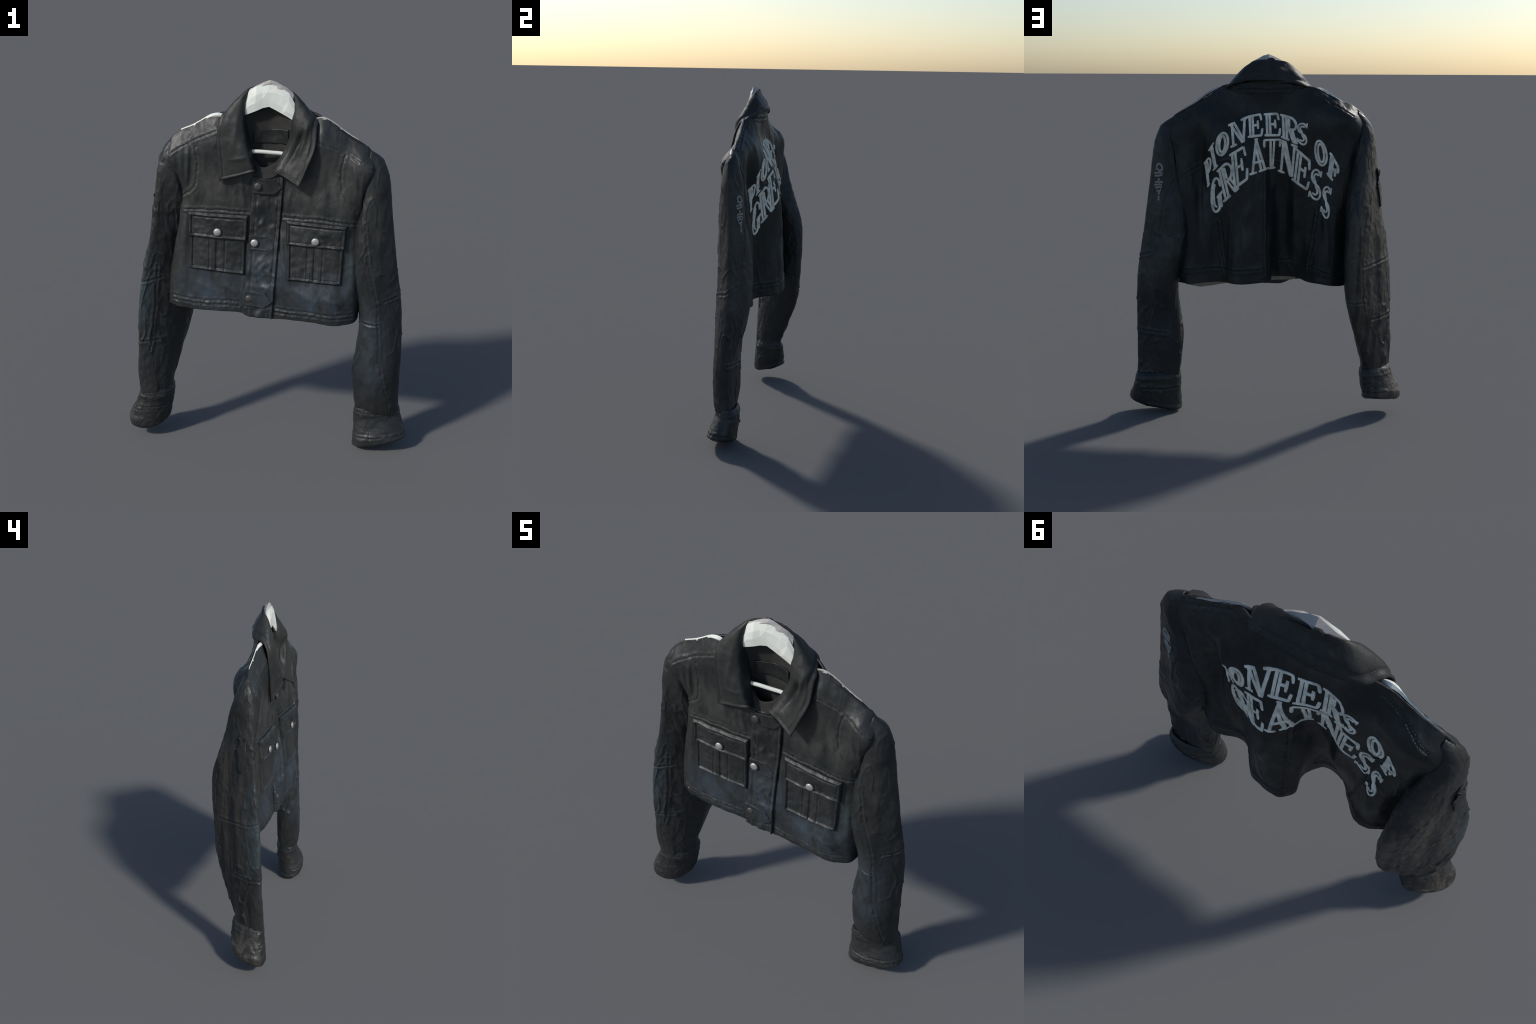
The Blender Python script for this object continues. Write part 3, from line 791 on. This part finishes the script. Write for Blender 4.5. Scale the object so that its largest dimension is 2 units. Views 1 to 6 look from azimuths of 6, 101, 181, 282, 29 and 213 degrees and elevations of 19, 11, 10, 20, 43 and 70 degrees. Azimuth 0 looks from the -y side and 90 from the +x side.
# shell-shaped head: front face seen inside the collar, ridge above it
xs = np.linspace(-.150, .110, 9)
top_z = np.interp(xs, [-.150,-.135,-.095,-.027,.054,.095,.110], [1.88,1.925,1.962,1.982,1.953,1.92,1.87])
bot_z = np.interp(xs, [-.150,-.138,-.085,-.029,.030,.093,.110], [1.82,1.824,1.846,1.873,1.846,1.813,1.80])
V, F = [], []; rows = 4
for i in range(rows):
    f = i / (rows - 1)
    for j, x in enumerate(xs):
        z = bot_z[j] * (1 - f) + top_z[j] * f
        y = -.066 + .010 * f - .006 * math.sin(math.pi * f)
        if 0 < i < rows - 1 and 0 < j < len(xs) - 1:
            x += rng.normal(0, .006); z += rng.normal(0, .006); y += rng.normal(0, .0022)
        V.append((x, y, z))
F = grid_faces(rows, len(xs))
shell = make_object('hanger_shell', V, F, WHITE, hanger, smooth=False)
bm = bmesh.new(); bm.from_mesh(shell.data); bmesh.ops.triangulate(bm, faces=bm.faces); bm.to_mesh(shell.data); bm.free()
md = shell.modifiers.new('thickness', 'SOLIDIFY'); md.thickness = .012; md.offset = 1 if True else -1
# ridge cap
rx = np.linspace(-.138, .100, 9)
rz = np.interp(rx, [-.138,-.10,-.06,-.03,-.012,.03,.07,.100], [1.940,1.962,1.984,2.000,1.999,1.982,1.963,1.935])
loops = []
for x, z in zip(rx, rz):
    k = .7 + .3 * math.cos((x + .02) / .12 * 1.4)
    y0 = -.056 + .06 * max(0, x) * .8
    loops.append([(x, y0, z), (x, y0 + .020 * k, z - .018 * k), (x, y0 + .032 * k, z - .045 * k), (x, y0 + .0, z - .06), (x, y0 - .014, z - .040 * k), (x, y0 - .012, z - .014 * k)])
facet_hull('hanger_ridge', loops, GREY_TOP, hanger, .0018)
# arms showing along the open shoulder ridges
def arm(path, widths, mat):
    P = spline(np.array(path), 26); W = np.interp(np.linspace(0, 1, 26), np.linspace(0, 1, len(widths)), widths)
    loops = []
    for p, w in zip(P, W):
        loops.append([(p[0], p[1] - w / 2, p[2] - .006), (p[0], p[1], p[2] + .005), (p[0], p[1] + w / 2, p[2] - .004), (p[0], p[1], p[2] - .03)])
    return facet_hull('hanger_arm', loops, mat, hanger, .0004)
ridge = front[0]; ridge = ridge[np.argsort(ridge[:, 0])]
def along_ridge(x0, x1, n=12, lift=.0008):
    return [(x, np.interp(x, ridge[:, 0], ridge[:, 1]) + .003, np.interp(x, ridge[:, 0], ridge[:, 2]) + lift) for x in np.linspace(x0, x1, n)]
arm(along_ridge(-.245, -.475), [.014,.026,.014,.009,.008,.008,.007,.005], WHITE)
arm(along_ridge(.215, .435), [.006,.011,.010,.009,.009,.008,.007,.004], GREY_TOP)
# trouser bar
P = spline(np.array([(-.150,-.055,1.632),(-.114,-.078,1.637),(-.06,-.078,1.638),(.0,-.073,1.634),(.05,-.068,1.630),(.085,-.066,1.622),(.11,-.06,1.61)]), 30)
loops = [[(p[0] , p[1] + .009 * math.cos(a), p[2] + .0105 * math.sin(a)) for a in np.linspace(0, 2 * math.pi, 10, endpoint=False)] for p in P]
bar = facet_hull('hanger_bar', loops, WHITE, hanger)
bar.data.polygons.foreach_set('use_smooth', [True] * len(bar.data.polygons))

# lining that peeps out below the front hem
hx = np.linspace(-.50, .46, 50)
hl = [[(x, -.072, .86), (x, -.082, .80), (x, -.090 - .004 * math.sin(x * 30), np.interp(x, [-.5,-.2,-.15,-.13,-.08,.1,.2,.28,.36,.44,.46],[.80,.79,.765,.765,.765,.76,.748,.732,.722,.735,.75]))] for x in hx]
grid_object('lining', loft(hl, 14, 160), LINING, jacket, (0, 1, 0), thickness=.006)

# ------------------------------------------------------------------ lettering
# pen strokes of serifed, inlined capitals in a unit box (u right, v up)
def arc(cx, cy, rx, ry, a0, a1, n=18):
    return [(cx + rx * math.cos(math.radians(a0 + (a1 - a0) * k / n)), cy + ry * math.sin(math.radians(a0 + (a1 - a0) * k / n))) for k in range(n + 1)]
STEM = [[(.13, 0), (.13, 1)], [(.34, 0), (.34, 1)]]
BOWL = [[(.34, 1), (.58, 1)] + arc(.58, .74, .38, .26, 90, -90) + [(.34, .48)], [(.5, .9), (.5, .58)]]
S_OUT = arc(.5, .76, .42, .24, 20, 270, 16) + arc(.5, .25, .43, .25, 90, -160, 16)
S_IN = arc(.53, .73, .24, .13, 60, 250, 10) + arc(.45, .28, .24, .13, 70, -120, 10)
GLYPH = {
 'P': STEM + BOWL + [[(0, 0), (.5, 0)], [(0, 1), (.4, 1)]],
 'I': [[(.36, 0), (.36, 1)], [(.64, 0), (.64, 1)], [(.05, 0), (.95, 0)], [(.05, 1), (.95, 1)]],
 'O': [arc(.5, .5, .46, .5, 0, 360, 34), arc(.5, .5, .24, .38, 0, 360, 26)],
 'N': [[(.16, 0), (.16, 1)], [(.08, 1), (.78, 0)], [(.30, 1), (.90, .04)], [(.90, 0), (.90, 1)], [(0, 0), (.34, 0)], [(0, 1), (.3, 1)], [(.72, 1), (1.05, 1)], [(.78, 0), (.92, 0)]],
 'E': STEM + [[(0, 1), (.90, 1), (.96, .74)], [(0, 0), (.92, 0), (1.0, .28)], [(.34, .52), (.70, .52)], [(.70, .36), (.70, .68)]],
 'F': STEM + [[(0, 1), (.90, 1), (.96, .72)], [(0, 0), (.5, 0)], [(.34, .52), (.70, .52)], [(.70, .36), (.70, .68)]],
 'R': STEM + BOWL + [[(0, 0), (.44, 0)], [(0, 1), (.4, 1)], [(.48, .48), (.76, 0), (1.0, 0)], [(.68, .50), (.94, .02)]],
 'S': [S_OUT, S_IN, [(.90, .84), (.93, 1.0)], [(.08, .17), (.05, 0)]],
 'G': [arc(.54, .5, .48, .5, 42, 300, 26) + [(.82, .10)], arc(.52, .5, .27, .36, 110, 250, 14), [(.82, 0), (.82, .40)], [(.60, .40), (1.02, .40)], [(.66, .06), (.66, .40)], [(.92, .84), (.92, .66)]],
 'A': [[(.14, 0), (.48, 1)], [(.48, 1), (.90, 0)], [(.40, .80), (.68, 0)], [(.25, .30), (.74, .30)], [(0, 0), (.34, 0)], [(.56, 0), (1.05, 0)], [(.40, 1), (.56, 1)]],
 'T': [[(0, .78), (.04, 1), (.96, 1), (1, .78)], [(.40, 0), (.40, 1)], [(.62, 0), (.62, 1)], [(.20, 0), (.82, 0)]],
}
# where each capital stands on the back: corner points (x, z) TL, TR, BR, BL
LETTERS = [
 ("P", [(0.327, 1.42), (0.29, 1.465), (0.291, 1.327), (0.31, 1.296)]),
 ("I", [(0.299, 1.491), (0.271, 1.535), (0.252, 1.413), (0.277, 1.386)]),
 ("O", [(0.261, 1.566), (0.192, 1.603), (0.19, 1.492), (0.258, 1.451)]),
 ("N", [(0.189, 1.627), (0.099, 1.666), (0.103, 1.55), (0.176, 1.515)]),
 ("E", [(0.091, 1.671), (0.018, 1.686), (0.011, 1.577), (0.084, 1.568)]),
 ("E", [(0.001, 1.684), (-0.073, 1.688), (-0.084, 1.575), (-0.004, 1.576)]),
 ("R", [(-0.085, 1.681), (-0.17, 1.658), (-0.171, 1.532), (-0.091, 1.566)]),
 ("S", [(-0.173, 1.64), (-0.229, 1.634), (-0.225, 1.514), (-0.168, 1.544)]),
 ("O", [(-0.262, 1.558), (-0.327, 1.531), (-0.34, 1.409), (-0.273, 1.419)]),
 ("F", [(-0.351, 1.479), (-0.396, 1.402), (-0.386, 1.307), (-0.337, 1.371)]),
 ("G", [(0.294, 1.314), (0.245, 1.362), (0.219, 1.211), (0.289, 1.12)]),
 ("R", [(0.253, 1.382), (0.187, 1.443), (0.138, 1.299), (0.219, 1.221)]),
 ("E", [(0.183, 1.471), (0.103, 1.52), (0.085, 1.356), (0.167, 1.29)]),
 ("A", [(0.074, 1.55), (0.013, 1.561), (-0.011, 1.399), (0.074, 1.375)]),
 ("T", [(0.006, 1.55), (-0.086, 1.552), (-0.06, 1.401), (-0.012, 1.397)]),
 ("N", [(-0.087, 1.547), (-0.167, 1.515), (-0.153, 1.353), (-0.074, 1.384)]),
 ("E", [(-0.169, 1.501), (-0.246, 1.432), (-0.232, 1.28), (-0.149, 1.338)]),
 ("S", [(-0.253, 1.402), (-0.308, 1.378), (-0.301, 1.217), (-0.234, 1.251)]),
 ("S", [(-0.316, 1.31), (-0.36, 1.289), (-0.345, 1.113), (-0.299, 1.175)]),
]
def letter(ch, quad, parent, width=.0154):
    tl, tr, br, bl = [np.array(q) for q in quad]
    V, F = [], []
    wide = (np.linalg.norm(tr - tl) + np.linalg.norm(br - bl)) / 2
    width *= min(1.0, max(.74, wide / .082))
    for st in GLYPH[ch]:
        P = np.array([(bl * (1 - u) + br * u) * (1 - v) + (tl * (1 - u) + tr * u) * v for u, v in st])
        c = chord(P); n = max(3, int(c[-1] / .006))
        f = np.linspace(0, c[-1], n)
        L = np.stack([np.interp(f, c, P[:, k]) for k in (0, 1)], 1)
        T = np.gradient(L, axis=0); T /= np.linalg.norm(T, axis=1, keepdims=True) + 1e-9
        Nrm = np.stack([-T[:, 1], T[:, 0]], 1)
        # ends run on by half a stroke, like a loaded brush
        L[0] -= T[0] * width * .35; L[-1] += T[-1] * width * .35
        base = len(V)
        for i, (p, m) in enumerate(zip(L, Nrm)):
            w = width * (.95 + .10 * noise.noise(Vector((p[0] * 60, p[1] * 60, 5)))) * (.7 if i in (0, n - 1) else 1)
            for off, up in ((-.5, -.002), (-.46, .0016), (0, .0030), (.46, .0016), (.5, -.002)):
                q = p + m * w * off
                h, nn = on_body(q[0], q[1], 1)
                V.append(h + nn * up)
        for i in range(n - 1):
            for k in range(4):
                a = base + i * 5 + k
                F.append((a, a + 1, a + 6, a + 5))
    ob = make_object('letter', V, F, PAINT, parent)
    return ob
lettering = bpy.data.objects.new('lettering', None); bpy.context.scene.collection.objects.link(lettering); lettering.parent = jacket
for ch, quad in LETTERS:
    letter(ch, quad, lettering)

# ------------------------------------------------------------ sleeve emblems
def on_sleeve(skin, p, lift):
    q, n, _, _ = skin.bvh.find_nearest(Vector(p)); q = np.array(q); n = np.array(n)
    if n @ (q - skin.axis_at(q[2])) < 0: n = -n
    return q + n * lift
def emblem_strokes(skin, strokes, width, mat, parent, name, lift=.002):
    """Ribbons laid on the sleeve; strokes are 3-D guide lines near it."""
    V, F = [], []
    for st in strokes:
        L = densify(np.array(st, float), .006) if len(st) > 2 else np.linspace(st[0], st[1], 8)
        T = np.gradient(L, axis=0)
        base = len(V)
        for p, t in zip(L, T):
            q0 = on_sleeve(skin, p, 0); n = on_sleeve(skin, p, 1) - q0
            s = np.cross(n, t); s /= np.linalg.norm(s) + 1e-9
            for off, up in ((-.5, -.002), (-.45, lift), (.45, lift), (.5, -.002)):
                V.append(on_sleeve(skin, q0 + s * width * off, up))
        for i in range(len(L) - 1):
            for k in range(3):
                a = base + i * 4 + k; F.append((a, a + 1, a + 5, a + 4))
    return make_object(name, V, F, mat, parent)
ex, ey = .592, .03
def eline(*pts): return [(ex + u * .8, ey - u * .75, 1.40 + v) for u, v in pts]
# a round boss over a tapering stack of bars
bars = [eline((-w, v + .003), (w, v - .003)) for v, w in ((-.030, .030), (-.043, .026), (-.066, .010), (-.080, .024), (-.094, .021), (-.108, .017), (-.122, .013), (-.136, .009), (-.150, .006))]
emblem = emblem_strokes(SL, [eline(*[(.019 * math.cos(a), .021 * math.sin(a)) for a in np.linspace(0, 6.28, 14)]),
    eline((-.032, -.012), (.030, -.014)), eline((0, -.15), (-.002, -.178))] + bars, .0105, PATCH_INK, sleeve_l, 'emblem')
# stiff dark badge standing a little off the other sleeve
G = []
for i, z in enumerate(np.linspace(1.40, 1.19, 30)):
    row = []
    hw = .030 * math.sqrt(max(0.02, 1 - ((z - 1.30) / .108)**2))
    for k in np.linspace(-1, 1, 10):
        row.append(on_sleeve(SR, (-.64, -.020 + hw * k, z), .007))
    G.append(row)
grid_object('badge', np.array(G), PATCH, sleeve_r, (-1, 0, 0), thickness=.006)

# cuff rivets
for skin, cuff, p in ((CL, cuff_l, (.585, .02, .135)), (CR, cuff_r, (-.595, .06, .178))):
    q = on_sleeve(skin, p, 0); n = on_sleeve(skin, p, 1) - q
    V, F = [], []; t = np.cross(n, (0, 0, 1)); t /= np.linalg.norm(t); s = np.cross(t, n)
    for rr, hh in ((.010, -.001), (.010, .003), (.0075, .005), (.004, .0035), (.0005, .0035)):
        for j in range(16):
            a = 2 * math.pi * j / 16
            V.append(q + (t * math.cos(a) + s * math.sin(a)) * rr + n * hh)
    for k in range(4):
        for j in range(16):
            F.append((k * 16 + j, k * 16 + (j + 1) % 16, k * 16 + 16 + (j + 1) % 16, k * 16 + 16 + j))
    make_object('rivet', V, F, DARK_STEEL, cuff)

# ------------------------------------------------------------------ stitches
for sk in (FS, BS, SL, CL, SR, CR):
    stitch_rows(sk)
st = make_object('stitches', STITCH_V, STITCH_F, THREAD, jacket)
st['kind'] = 'stuff'
